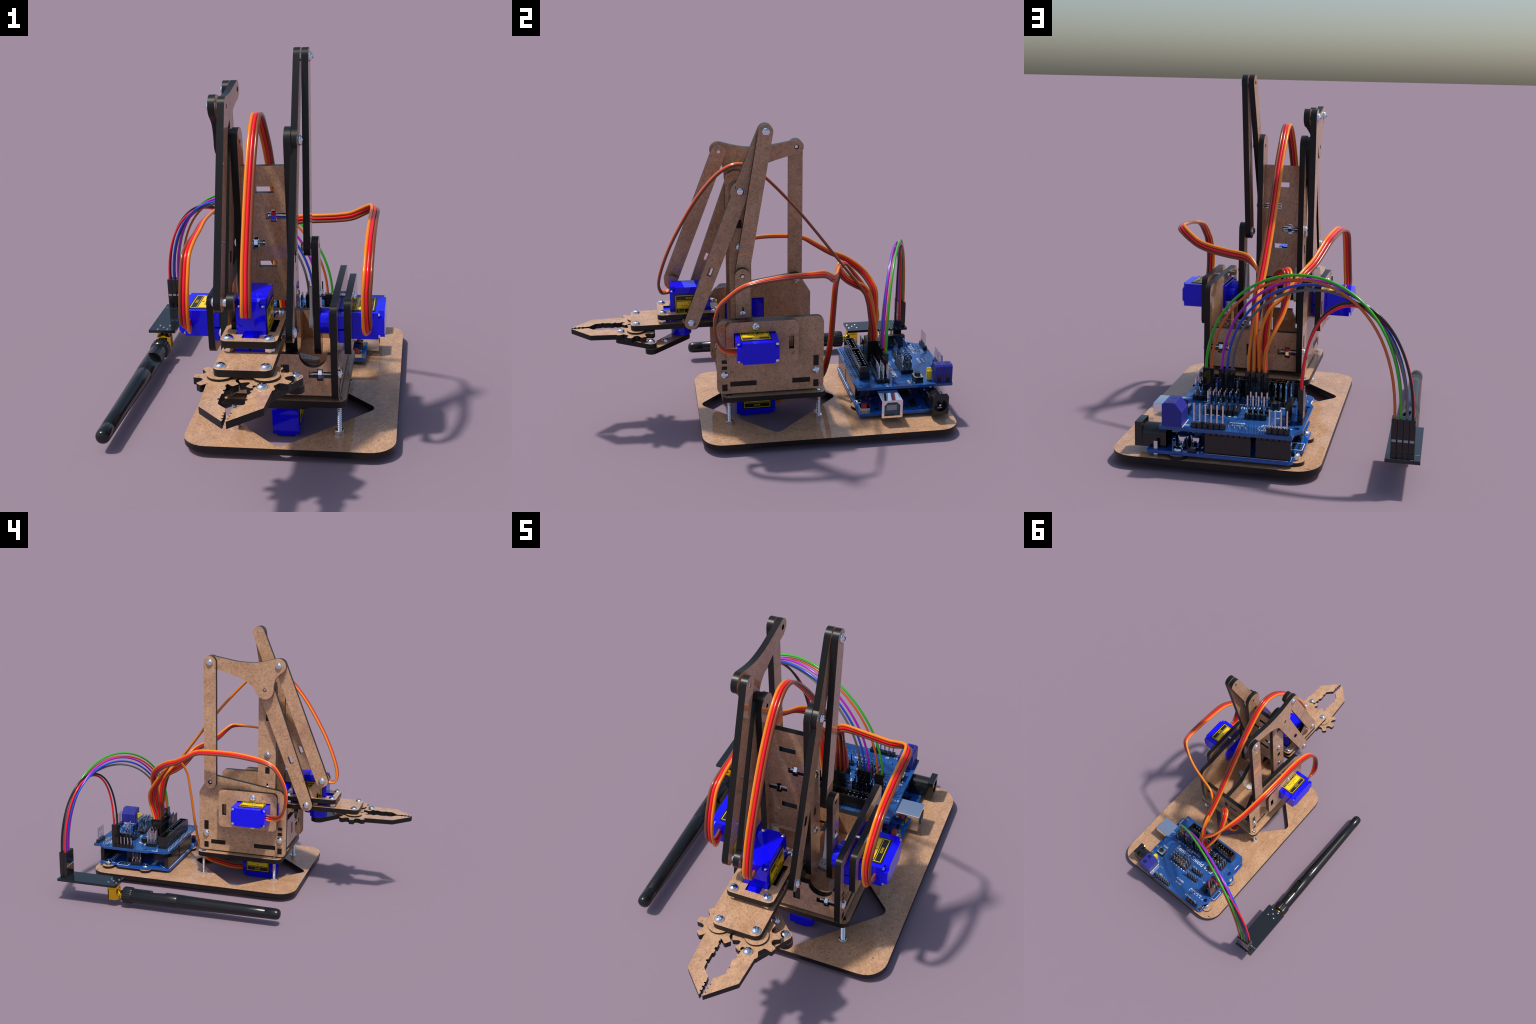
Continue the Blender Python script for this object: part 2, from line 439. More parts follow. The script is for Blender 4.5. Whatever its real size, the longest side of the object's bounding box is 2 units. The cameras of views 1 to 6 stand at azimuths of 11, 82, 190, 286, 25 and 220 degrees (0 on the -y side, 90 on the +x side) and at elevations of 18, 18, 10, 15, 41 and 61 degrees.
def servo(mat4):
    body = place(SV[0], 'servo_motor', mat4)
    place(SV[1], 'servo_label', Matrix.Identity(4), body)
    place(SV[2], 'servo_label_frame', Matrix.Identity(4), body)
    place(SV[3], 'servo_case_screws', Matrix.Identity(4), body)
    for me, z in LBT:
        place(me, 'label_text', basis((-1, 0, 0), (0, 0, 1), (.044, SW + .0034, z)), body)
        place(me, 'label_text', basis((1, 0, 0), (0, 0, 1), (.044, -SW - .0034, z)), body)
    return body
def servo_frame(zdir, xdir, shaft_bottom):
    z, x = Vector(zdir), Vector(xdir); y = z.cross(x)
    m = Matrix((x, y, z)).transposed().to_4x4(); m.translation = shaft_bottom
    return m
SY, SZ = -.1175, .5165
S_R = servo(servo_frame((-1, 0, 0), (0, 1, 0), (.5890, SY, SZ)))
S_L = servo(servo_frame((1, 0, 0), (0, 1, 0), (-.2480, SY - .003, SZ)))
S_B = servo(servo_frame((0, 0, 1), (0, -1, 0), (CX + .001, .0080, .0)))
S_G = servo(servo_frame((0, 0, -1), (0, 1, 0), (.1125, -.4245, .7295)))

def horn_mesh():
    bm = bmesh.new()
    holes = [circle(0, 0, .006, 10)] + [circle(.0 , k * .018, .0038, 8) for k in (3, 4, 5, 6)]
    fill_prism(bm, stadium((0, 0), (0, .130), .034, 14, .016), holes, 0, .0115, 'z', 0, 0)
    cyl(bm, (0, 0), .034, -.016, -.0002, n=24)
    o = obj_from_bm(bm, 'servo_horn', M_HORN); me = o.data; bpy.data.objects.remove(o); return me
ME_HORN = horn_mesh()
PY, PZ = -.1135, .516
place(ME_HORN, 'servo_horn', basis((0, 1, 0), (0, 0, 1), (.0375, PY, PZ)))
place(ME_HORN, 'servo_horn', basis((0, 1, 0), (0, 0, -1), (.0365, PY, PZ)))
place(ME_HORN, 'servo_horn', basis((0, -1, 0), (0, 0, 1), (.3005, PY, PZ)))
place(ME_HORN, 'servo_horn', basis((0, -1, 0), (0, 0, -1), (.3015, PY, PZ)))
place(ME_HORN, 'servo_horn', basis((.35, 1, 0), (-1, .35, 0), (CX, .025, .2915)) @ Matrix.Rotation(math.pi, 4, 'Z'))
# ------------------------------------------------------------------ arm linkage
EY, EZ = -.1115, 1.2545
MR0, ML0 = .2125, .0085
tabs_m = [rect(-.1335, .728, -.106, .769), rect(-.1335, 1.058, -.106, 1.101)]
for x0, nm in ((MR0, 'upper_arm'), (ML0, 'upper_arm')):
    plate(nm, 'x', stadium((PY - .003, .425), (EY - .003, EZ), .0555), x0, x0 + T - .001, tabs_m + [rect(-.1255, .64, -.1155, .665), circle(EY, EZ, .0095, 14)])
# cross plate between the upper arms
xa, xb = ML0 + T - .0008, MR0 + .0002; ta, tb = ML0 + e, MR0 + T - .001 - e
cp = [(xa, .607), (xb, .607), (xb, .7285), (tb, .7285), (tb, .7685), (xb, .7685), (xb, 1.0585), (tb, 1.0585), (tb, 1.1005), (xb, 1.1005), (xb, 1.161), (xa, 1.161),
      (xa, 1.1005), (ta, 1.1005), (ta, 1.0585), (xa, 1.0585), (xa, .7685), (ta, .7685), (ta, .7285), (xa, .7285)]
def tsl(x0, x1, zc, xn):
    h, w, g = .0135, .0115, .025
    return [(x0, zc - h), (xn - w, zc - h), (xn - w, zc - g), (xn + w, zc - g), (xn + w, zc - h), (x1, zc - h), (x1, zc + h), (xn + w, zc + h), (xn + w, zc + g), (xn - w, zc + g), (xn - w, zc + h), (x0, zc + h)]
plate('arm_cross_plate', 'y', cp, -.133, -.1065, [rect(.090, 1.053, .162, 1.079), rect(.0925, .748, .162, .774), tsl(.127, xb - .001, .960, .158), tsl(xa + .001, .119, .8475, .082)])
bolt((MR0 + T - .001, -.120, .960), (1, 0, 0), .108, nut_at=.072)
bolt((ML0, -.120, .8475), (-1, 0, 0), .108, nut_at=.065)
for x, s in ((MR0 + T - .001, 1), (ML0, -1)):
    inst('screw', ME_HEAD, (x, -.1205, .638), (s, 0, 0), .4, .75)

# right forearm: elbow in the middle, tail up to the rear link
TOPR = (.0135, 1.557); GR = (-.3755, .5645)
u = Vector((TOPR[0] - GR[0], TOPR[1] - GR[1])).normalized()
HW = .0372
fo = stadium(GR, TOPR, HW)
def slot_on(c, half_w, half_l, d):
    n = Vector((-d.y, d.x)); c = Vector(c)
    return [tuple(c + d * a * half_l + n * b * half_w) for a, b in ((-1, -1), (1, -1), (1, 1), (-1, 1))]
slotR = slot_on((-.2725, .837), .0125, .0225, u)
# bulge around the elbow on the front side
def with_bulge(base, c, r, a, b):
    """merge the arc of a disc c,r into a stadium whose sides run from a to b (bulge on the front side)."""
    d = (Vector(b) - Vector(a)).normalized(); nn = Vector((-d.y, d.x))
    c = Vector(c); off = math.sqrt(r * r - HW * HW)
    t0 = math.atan2(HW, off)
    arcp = []
    for i in range(13):
        th = t0 + (math.pi - 2 * t0) * i / 12
        arcp.append(tuple(c + d * (r * math.cos(th)) + nn * (r * math.sin(th))))
    return arcp
arcE = with_bulge(fo, (EY, EZ), .052, GR, TOPR)       # from top side to bottom side, on the front
half = len(fo) // 2
fo = fo[half:] + arcE + fo[:half]
FX_TOP, FX_BOT = .2415, .2290
fr = plate('forearm', 'x', fo, 0, T - .001, [slotR, circle(EY, EZ, .0095, 12), circle(*TOPR, .0095, 12), circle(*GR, .0095, 12)])
def shear_x(ob, za, xa_, zb, xb_):
    for v in ob.data.vertices:
        v.co.x += xa_ + (xb_ - xa_) * (v.co.z - za) / (zb - za)
shear_x(fr, GR[1], FX_BOT, TOPR[1], FX_TOP)
# rear link on the right and its short lever
LVY = -.1150
plate('link_bar', 'x', stadium((LVY + .001, .829), TOPR, .0365), .2735, .3005, [circle(LVY + .001, .829, .0095, 12), circle(*TOPR, .0095, 12)])
plate('lever_arm', 'x', stadium((LVY, .408), (LVY, .8325), .0385), .3045, .332, [circle(LVY, .8325, .0115, 12), rect(LVY - .005, .64, LVY + .005, .665)])
bolt((.3005, TOPR[0], TOPR[1]), (1, 0, 0), .056); bolt((.2735, LVY + .001, .829), (-1, 0, 0), .056)
bolt((.2660, EY, EZ), (1, 0, 0), .05); bolt((.2560, GR[0], GR[1]), (1, 0, 0), .055)
inst('screw', ME_HEAD, (.332, LVY - .001, .632), (1, 0, 0), .4, .75)

# left side: forearm, front link, triangle, rear link
GL = (-.3745, .5605)
ul = Vector((EY - GL[0], EZ - GL[1])).normalized()
LF0, LF1 = -.0205, .0065
plate('forearm', 'x', stadium(GL, (EY, EZ), .0372, 14, .050), LF0, LF1, [slot_on((-.2715, .836), .0125, .0225, ul), circle(EY, EZ, .0095, 12), circle(*GL, .0095, 12)])
FT = (-.1960, 1.4055); FB = (-.4670, .7215)
plate('link_bar', 'x', stadium(FB, FT, .0375), LF0 - .001, LF1, [circle(*FT, .0095, 12), circle(*FB, .0095, 12)])
RT = (.2190, 1.4100); RB = (.2165, .6700)
tri = circle(*RT, .0385, 8, math.radians(-30), math.radians(120), False)
tri += spline([(.13, 1.431), (.06, 1.420), (-.006, 1.4165), (-.07, 1.420), (-.135, 1.434)], 3, False)
tri += circle(*FT, .0445, 10, math.radians(70), math.radians(205), False)
tri += spline([(-.224, 1.372), (-.196, 1.349), (-.178, 1.325), (-.170, 1.295)], 3, False)
tri += circle(-.1125, 1.258, .0555, 12, math.radians(170), math.radians(345), False)
tri += spline([(-.047, 1.262), (-.020, 1.288), (.02, 1.313), (.09, 1.338), (.17, 1.361), (.225, 1.371)], 3, False)
tri = [tuple(p)[:2] for p in tri]
plate('triangle_plate', 'x', tri, -.0570, -.0300, [circle(*RT, .0125, 12), circle(*FT, .0095, 12), circle(-.1125, 1.2575, .0115, 12)])
plate('link_bar', 'x', stadium(RB, RT, .0382), -.0890, -.0615, [circle(*RT, .0095, 12), circle(*RB, .0135, 12)])
bolt((-.0890, *RT), (-1, 0, 0), .052); bolt((-.0570, *FT), (-1, 0, 0), .062); bolt((LF0 - .001, *FB), (-1, 0, 0), .062)
bolt((LF0, *GL), (-1, 0, 0), .06); inst('screw_shank', rod_mesh(.07), (-.0540, EY, EZ + .003), (1, 0, 0))
inst('screw_shank', rod_mesh(.05), (-.0835, *RB), (1, 0, 0)); inst('screw', ME_HEAD, (XL1, *RB), (1, 0, 0))
bm = bmesh.new()
for x0, x1, (y, z) in ((-.0300, LF0, (EY, EZ)), (.2665, .2735, TOPR), (-.0295, LF0 - .001, FT), (.0065, .0265, FB)):
    cyl(bm, (y, z), .0175, x0 + .0003, x1 - .0003, 'x', 20)
obj_from_bm(bm, 'washer', M_THREAD)

# ------------------------------------------------------------------ gripper
GX = .1105
bodyhole = rect(GX - .0575, -.4835, GX + .0605, -.2665)
plate('gripper_plate', 'z', rrect(GX - .1075, -.689, GX + .1075, -.2265, .028), .522, .5495, [rect(GX - .0575, -.4835, GX + .0605, -.2665)])
plate('gripper_plate', 'z', rrect(GX - .1075, -.5485, GX + .1065, -.2265, .026), .5725, .600,
      [[(GX - .0585, -.4815), (GX - .03, -.4815), (GX - .03, -.515), (GX + .035, -.515), (GX + .035, -.4815), (GX + .0625, -.4815), (GX + .0625, -.45), (GX + .088, -.45), (GX + .088, -.33), (GX + .0625, -.33), (GX + .0625, -.2665), (GX - .0585, -.2665)]])
for x in (.0325, .1855):
    for y in (-.5228, -.2525):
        bolt((x, y, .600), (0, 0, 1), .075, nut_at=.0285, roll=random.random())
for x in (.028, .193):
    bolt((x, -.6595, .5495), (0, 0, 1), .085, roll=random.random())
# side brackets that carry the forearm pivots
br = [(-.427, .600), (-.4275, .628)] + circle(*FB, .0375, 14, math.radians(235), math.radians(-15), False) + [(-.405, .680), (-.38, .645), (-.37, .600), (-.335, .600), (-.335, .551), (-.435, .551), (-.435, .600)]
plate('gripper_bracket', 'x', br, .0270, .0545, [circle(*FB, .0095, 12)])
plate('gripper_bracket', 'x', rect(-.42, .5500, -.33, .572), .188, .2145)
for x0, x1 in ((LF1, .0265), (.2150, .2288)):
    bm = bmesh.new(); cyl(bm, (GL[0], GL[1]), .0105, x0 - .004, x1 + .004, 'x', 16); obj_from_bm(bm, 'pivot_pin', M_THREAD)

boxobj('servo_ear', GX - .0285, -.5135, .5735, GX + .0335, -.4812, .5920, M_BLUE)
# geared claws
def claw(name, c, teeth_at, arm, fill_from, fill_to, z0, z1):
    """gear sector with 8 tooth pitch and a jaw; angles in degrees, arm = jaw outline from the outer side round to the inner side."""
    rr, rt = .0685, .0985
    pts = []
    def add(r, a): pts.append((c[0] + r * math.cos(math.radians(a)), c[1] + r * math.sin(math.radians(a))))
    for t in teeth_at:
        for r, da in ((rr, -17.5), (rr + .006, -12.5), (rt - .004, -9.0), (rt, -6.5), (rt, 6.5), (rt - .004, 9.0), (rr + .006, 12.5), (rr, 17.5)):
            add(r, t + da)
        add(rr - .002, t + 22.5)
    return plate(name, 'z', pts[:-1] + arm, z0, z1)
def saw(p, q, n, d):
    """small gripping notches along the jaw from p to q."""
    out = []; p, q = Vector(p), Vector(q); ax = (q - p) / n; nn = Vector((-ax.y, ax.x)).normalized() * d
    for i in range(n):
        s = p + ax * i
        out += [s, s + ax * .30, s + ax * .38 + nn, s + ax * .62 + nn, s + ax * .70]
    return [tuple(v) for v in out] + [tuple(q)]
CZ = (.4845, .5118)
cl = (.0278, -.6590); cr = (.1930, -.6600)
# left claw: teeth counter-clockwise from the inner front tooth round the back to the outer front tooth, then the jaw
armL = [(-.011, -.7265), (-.0065, -.80), (0.0, -.8965), (.0035, -.9015), (.0995, -.9985)]
armL += saw((.1015, -.990), (.0985, -.930), 3, .0065)[:-1] + [(.0985, -.927), (.0950, -.9075), (.070, -.884), (.0615, -.874), (.0600, -.845), (.0535, -.8445), (.0530, -.836), (.0600, -.834), (.0595, -.800), (.0655, -.798), (.0660, -.782), (.0595, -.779), (.0590, -.769), (.066, -.766), (.0655, -.745), (.0600, -.742), (.0595, -.733), (.0640, -.7285)]
claw('gripper_claw', cl, [-46, 2, 47, 92, 137, 182, 227], armL, 0, 0, *CZ)
armR = [(.1615, -.7275), (.1560, -.733), (.1565, -.742), (.1625, -.745), (.1620, -.766), (.1555, -.768), (.1555, -.777), (.1610, -.781), (.1560, -.797), (.1500, -.800), (.1515, -.833), (.1580, -.836), (.1575, -.844), (.1515, -.846), (.1545, -.872), (.148, -.8805), (.1172, -.9095), (.1175, -.930)]
armR += [(2 * .1078 - x, y) for x, y in reversed(saw((.1015, -.990), (.0985, -.930), 3, .0065)[:-1])]
armR += [(.1145, -.9998), (.2165, -.9015), (.2220, -.8955), (.2300, -.765), (.2375, -.7565), (.2380, -.7480), (.2285, -.7265)]
claw('gripper_claw', cr, [-22.5, 22.5, 67.5, 112.5, 157.5, 202.5, 240.5], armR, 0, 0, *CZ)
bm = bmesh.new()
for c in (cl, cr): fill_prism(bm, circle(*c, .050, 36), [circle(*c, .009, 12)], .5124, .5216, 'z', 0, 1)
obj_from_bm(bm, 'spacer_disc', [M_MDF, M_EDGE])
for c in (cl, cr): inst('nut', ME_NUT, (*c, CZ[0]), (0, 0, -1), .3)
# drive links below the right claw
LB = (.1910, -.7420); LE = (.2870, -.5868)
plate('drive_link', 'z', stadium(LB, LE, .0275), .4562, .4838)
bolt((LB[0], LB[1], .5118), (0, 0, 1), .06); bolt((LE[0], LE[1], .4838), (0, 0, 1), .06)
shaft = (.1125, -.4245)
plate('horn_crank', 'z', stadium(LE, shaft, .0315, 16, .044), .4270, .4545)
bolt((.212, -.512, .4545), (0, 0, 1), .03)  # bright ring seen on the crank face, modelled with the screw mesh
bm = bmesh.new(); lathe(bm, [(0, .420), (.03, .420), (.034, .4268)], shaft, n=24); cyl(bm, shaft, .0335, .4547, .4600, n=24)
obj_from_bm(bm, 'servo_horn', M_HORN)
bm = bmesh.new(); cyl(bm, shaft, .0535, .4605, .4740, n=40); obj_from_bm(bm, 'gear_housing', M_BLUE)

# ------------------------------------------------------------------ controller board
def A(bx, by): return (.469 - bx * MM, .9605 - by * MM)
PZ0, PZ1 = .0690, .0830
uno = [A(*p) for p in ((0, 0), (64.5, 0), (66.0, 1.5), (66.0, 13), (68.6, 15.5), (68.6, 37.5), (66.0, 40.2), (66.0, 51.8), (64.5, 53.3), (0, 53.3))]
BOARD = plate('controller_board', 'z', round_poly(uno, .006, 4), PZ0, PZ1, mats=[M_PCB2, M_PCB2])
SCREWS = [A(13.97, 2.54), A(15.24, 50.8), A(66.04, 7.62), A(66.04, 35.56)]
for x, y in SCREWS:
    plate('spacer_washer', 'z', circle(x, y, .0385, 28), BZ1 + .0003, PZ0 - .0003)
    bolt((x, y, PZ1), (0, 0, 1), .068, roll=random.random())
    inst('screw', ME_HEAD, (x, y, BZ0), (0, 0, -1), random.random())
# lighter mask ring around the edge holes, pads and print
bm = bmesh.new()
def bar(bm, p, q, w, z): 
    d = (Vector(q) - Vector(p)); n = Vector((-d.y, d.x)).normalized() * w / 2
    fill_prism(bm, [tuple(Vector(p) - n), tuple(Vector(q) - n), tuple(Vector(q) + n), tuple(Vector(p) + n)], [], z, z + .0008, 'z', 0, 0)
for p, q in (((64.9, 1.2), (64.9, 12)), ((25, 52.6), (64, 52.6)), ((26, .7), (64, .7)), ((67.9, 14.7), (67.9, 22.9)), ((62.2, 14.7), (62.2, 22.9)), ((62.2, 22.9), (67.9, 22.9)), ((62.2, 14.7), (67.9, 14.7)), ((50, 16), (60, 24)), ((48, 9), (62, 9)), ((60, 44), (65, 50)), ((2, 47), (6, 50)), ((2.5, 28), (6, 31))):
    bar(bm, A(*p), A(*q), .0026, PZ1)
obj_from_bm(bm, 'board_print', M_SILK, BOARD, 0)
def tmat(x, y, z): return basis((-1, 0, 0), (0, -1, 0), (x, y, z))
text('board_text', 'ANALOG IN', .026, tmat(*A(56, 7), PZ1 + .0004), M_SILK, BOARD)
text('board_text', 'DIGITAL', .024, tmat(*A(48, 47.5), PZ1 + .0004), M_SILK, BOARD)
text('board_text', 'UNO', .038, tmat(*A(57, 39), PZ1 + .0004), M_SILK, BOARD)
bm = bmesh.new()
for i in range(3):
    for j in range(2):
        x, y = A(63.8 + 2.54 * j, 16.2 + 2.54 * i); cyl(bm, (x, y), .0078, PZ1, PZ1 + .0012, n=14)
for bx, by in ((3.2, 29.6), (3.5, 47.6), (5, 25)):
    x, y = A(bx, by); lathe(bm, [(.010, PZ1), (.0175, PZ1), (.0175, PZ1 + .0012), (.010, PZ1 + .0012)], (x, y), n=20)
for bx, by in ((1.2, 21), (1.2, 15), (1.5, 49), (1.5, 51), (6.5, 49), (6.5, 51), (3, 44.5)):
    x, y = A(bx, by); box(bm, x - .006, y - .008, PZ1, x + .006, y + .008, PZ1 + .0012)
obj_from_bm(bm, 'solder_pads', M_GOLDPAD, BOARD)
# socket strips that carry the upper board
bm = bmesh.new()
for b0, b1, by in ((26.4, 47.2, 2.6), (49.4, 65.0, 2.6), (17.4, 42.9, 50.8), (44.4, 65.0, 50.8)):
    x0, y0 = A(b1, by); x1, _ = A(b0, by)
    box(bm, x0, y0 - .0125, PZ1, x1, y0 + .0125, .1600)
obj_from_bm(bm, 'socket_strip', M_HEADER2, BOARD)
bm = bmesh.new()
for b0, b1, by in ((26.4, 47.2, 2.6), (49.4, 65.0, 2.6), (17.4, 42.9, 50.8), (44.4, 65.0, 50.8)):
    x0, y0 = A(b1, by); x1, _ = A(b0, by); n = round((x1 - x0) / .0232)
    for i in range(n):
        cx = x0 + (i + .5) * (x1 - x0) / n; box(bm, cx - .0100, y0 - .0115, .1602, cx + .0100, y0 + .0115, .1858)
obj_from_bm(bm, 'stacking_pins', M_HEADER, BOARD)
bm = bmesh.new()
for b0, n, by in ((27.94, 8, 2.54), (50.8, 6, 2.54), (18.8, 10, 50.8), (45.7, 8, 50.8)):
    for i in range(n):
        x, y = A(b0 + 2.54 * i, by); lathe(bm, [(.0085, PZ0), (.005, PZ0 - .005), (.0022, PZ0 - .013), (0, PZ0 - .0135)], (x, y), n=8)
obj_from_bm(bm, 'solder_joints', M_SOLDER, BOARD)
# usb socket
uy0, uy1, uz0, uz1, ux0, ux1 = .5775, .6880, .0832, .1825, .382, .528
shell = rrect(uy0, uz0, uy1, uz1, .004)
mouth = [(uy0 + .0135, uz0 + .0115), (uy1 - .0135, uz0 + .0115), (uy1 - .0135, uz1 - .030), (uy1 - .030, uz1 - .0115), (uy0 + .030, uz1 - .0115), (uy0 + .0135, uz1 - .030)]
bm = bmesh.new(); fill_prism(bm, shell, [mouth], ux1 - .06, ux1, 'x', 0, 0); fill_prism(bm, shell, [], ux0, ux1 - .0598, 'x', 0, 0)
obj_from_bm(bm, 'usb_socket', M_USB, BOARD, 30)
boxobj('usb_tongue', ux1 - .059, uy0 + .028, uz0 + .036, ux1 - .012, uy1 - .028, uz0 + .068, M_GREY, BOARD, .002)
bm = bmesh.new(); fill_prism(bm, [(y * .985 + .0095, z * .985 + .002) for y, z in mouth], [], ux1 - .0592, ux1 - .0585, 'x', 0, 0); obj_from_bm(bm, 'usb_inner_wall', M_GREY, BOARD)
# power jack
jy0, jy1 = .8470, .9340; jc = ((jy0 + jy1) / 2, .1330)
bm = bmesh.new()
fill_prism(bm, rrect(jy0, .0832, jy1, .1855, .003), [circle(*jc, .0345, 28)], .4975, .5275, 'x', 0, 0)
fill_prism(bm, rrect(jy0 + .002, .0832, jy1 - .002, .1300, .001), [], .3950, .4973, 'x', 0, 0)
cyl(bm, (jc[0], .1320), .0415, .3950, .4960, 'x', 32)
box(bm, .3950, jy0 + .001, .0832, .425, jy1 - .001, .1500)
obj_from_bm(bm, 'power_jack', M_HEADER, BOARD)
bm = bmesh.new(); lathe(bm, [(0, .4985), (.0088, .4985), (.0088, .518), (.006, .523), (0, .5235)], jc, 'x', 16); box(bm, .4985, jc[0] - .013, .112, .512, jc[0] + .013, .1145)
obj_from_bm(bm, 'jack_pin', M_PIN, BOARD)
bm = bmesh.new(); box(bm, .425, .9510, PZ0 - .014, .441, .9530, .1180); obj_from_bm(bm, 'jack_tab', M_PIN, BOARD)
# board parts under the shield
bm = bmesh.new()
for bx, by in ((14.6, 8.0), (21.2, 8.0)):
    x, y = A(bx, by); lathe(bm, [(0, PZ1 + .003), (.027, PZ1 + .003), (.0295, PZ1 + .010), (.0295, PZ1 + .048), (.0265, PZ1 + .052), (0, PZ1 + .052)], (x, y), n=28)
obj_from_bm(bm, 'capacitor', M_CHROME, BOARD)
bm = bmesh.new()
for bx, by, w, d, h in ((8, 20, 6, 3.5, 1.8), (20.5, 1.8, 3.5, 2, 1.8), (9.5, 27, 2.2, 1.4, 1.2), (22, 22, 7, 7, 1.4), (30, 20, 2, 2, 1), (9, 34, 2, 1.2, .8), (13, 42, 1.6, 1, .8), (17, 37, 1.6, 1, .8), (6, 24, 1.6, 1, .8), (14.6, 8, 7, 7, .8), (21.2, 8, 7, 7, .8), (42, 24, 36, 8, 3.6), (11, 47, 1.6, 1, .8)):
    x, y = A(bx, by); box(bm, x - w * MM / 2, y - d * MM / 2, PZ1 + .0004, x + w * MM / 2, y + d * MM / 2, PZ1 + h * MM)
obj_from_bm(bm, 'chips', M_HEADER, BOARD)
bm = bmesh.new()
for bx, by in ((10.5, 45), (12.5, 46), (20, 45), (9, 30), (26, 30), (28, 30)):
    x, y = A(bx, by); box(bm, x - .006, y - .0045, PZ1, x + .006, y + .0045, PZ1 + .007)
obj_from_bm(bm, 'indicator_leds', M_LED, BOARD)
bm = bmesh.new()
for k in range(46):
    bx, by = random.uniform(4, 40), random.uniform(13, 47)
    x, y = A(bx, by); w = random.choice((.0045, .007)); d = random.choice((.004, .006))
    box(bm, x - w, y - d, PZ1, x + w, y + d, PZ1 + random.uniform(.004, .007), random.randint(0, 2))
obj_from_bm(bm, 'surface_parts', [M_PIN, M_HEADER, M_GREY], BOARD)
x, y = A(5, 49.5); boxobj('button_case', x - .026, y - .026, PZ1, x + .026, y + .026, PZ1 + .022, M_PIN, BOARD, .002)
bm = bmesh.new(); cyl(bm, (x, y), .0145, PZ1 + .0222, PZ1 + .036, n=20); obj_from_bm(bm, 'reset_button', M_REDBTN, BOARD)
bm = bmesh.new(); bm2 = bmesh.new()
for i in range(3):
    for j in range(2):
        x, y = A(64.9 - 2.54 * j, 25.4 + 2.54 * i); box(bm, x - .0108, y - .0108, PZ1, x + .0108, y + .0108, PZ1 + .021); box(bm2, x - .003, y - .003, PZ1 + .0212, x + .003, y + .003, PZ1 + .078)
obj_from_bm(bm, 'pin_header', M_HEADER, BOARD); obj_from_bm(bm2, 'programming_pins', M_PIN, BOARD)

# ------------------------------------------------------------------ sensor shield
HZ0, HZ1 = .1862, .2005
sh = round_poly([(.403, .4735), (-.124, .4735), (-.1485, .500), (-.1485, .592), (-.163, .612), (-.163, .905), (-.1435, .932), (-.1350, .945), (-.1350, .9915), (.4080, .9915)], .004, 3)
SHIELD = plate('sensor_shield', 'z', sh, HZ0, HZ1, mats=[M_PCB, M_PCB], holes=[circle(-.1363, .6353, .0145, 18), circle(-.1355, .895, .0145, 18)])
def pin_mesh(h):
    bm = bmesh.new(); w = .0031
    box(bm, -w, -w, 0, w, w, h)
    top = [v for v in bm.verts if v.co.z > h * .99]
    bmesh.ops.translate(bm, vec=(0, 0, 0), verts=top)
    o = obj_from_bm(bm, 'pin', M_PIN, smooth=0); me = o.data; bpy.data.objects.remove(o); return me
ME_PIN = pin_mesh(.0775)
def pin_block(xs, ys, pitch=.0232):
    bm = bmesh.new()
    for x in xs:
        for y in ys:
            fill_prism(bm, round_poly(rect(x - .0110, y - .0110, x + .0110, y + .0110), .003, 1), [], HZ1, HZ1 + .0215, 'z', 0, 0)
            place(ME_PIN, 'pin', Matrix.Translation((x, y, HZ1 + .0217)), SHIELD)
    return obj_from_bm(bm, 'pin_header', M_HEADER, SHIELD, 0)
g = .0232
rows = [.650, .627, .604]
pin_block([.3494, .3262], rows); 
pin_block([.303 - g * k for k in range(7)] , rows)
pin_block([.1174 - g * k for k in range(8)][4:7], rows[:1] + rows[1:])
pin_block([.1174 - g * k for k in range(4)], [])
pin_block([.253 - .0236 * k for k in range(6)], [.759, .782, .805])
pin_block([.078 - g * k for k in range(4)], [.7745]); pin_block([.080 - g * k for k in range(4)], [.827])
pin_block([-.004 - .0222 * k for k in range(4)], [.5985, .621, .6435])
pin_block([.266 - .0236 * k for k in range(6)], [.9725]); pin_block([-.040 - .0236 * k for k in range(4)], [.9700])
# tall female strip and male strip on the left edge
boxobj('socket_strip', -.110, .742, HZ1, -.0835, .862, HZ1 + .078, M_HEADER, SHIELD, .001)
pin_block([-.143], [.8425 - g * k for k in range(6)])
# shrouded double row headers
def shroud(x0, x1, y0, y1, nx, key):
    bm = bmesh.new(); w = .0075
    fill_prism(bm, rect(x0, y0, x1, y1), [rect(x0 + w, y0 + w, x1 - w, y1 - w)], HZ1, .2770, 'z', 0, 0)
    box(bm, x0 + w, y0 + w, HZ1, x1 - w, y1 - w, HZ1 + .02)
    obj_from_bm(bm, 'shrouded_header', M_HEADER2, SHIELD, 0)
    for i in range(nx):
        for y in ((y0 + y1) / 2 - .0116, (y0 + y1) / 2 + .0116):
            place(ME_PIN, 'pin', Matrix.Translation(((x0 + x1) / 2 + (i - (nx - 1) / 2) * .0232, y, HZ1 + .0202)) @ Matrix.Diagonal((1, 1, .7, 1)), SHIELD)
shroud(.0575, .3045, .5080, .5630, 8, 1); shroud(-.0945, .0545, .5080, .5630, 5, 1)
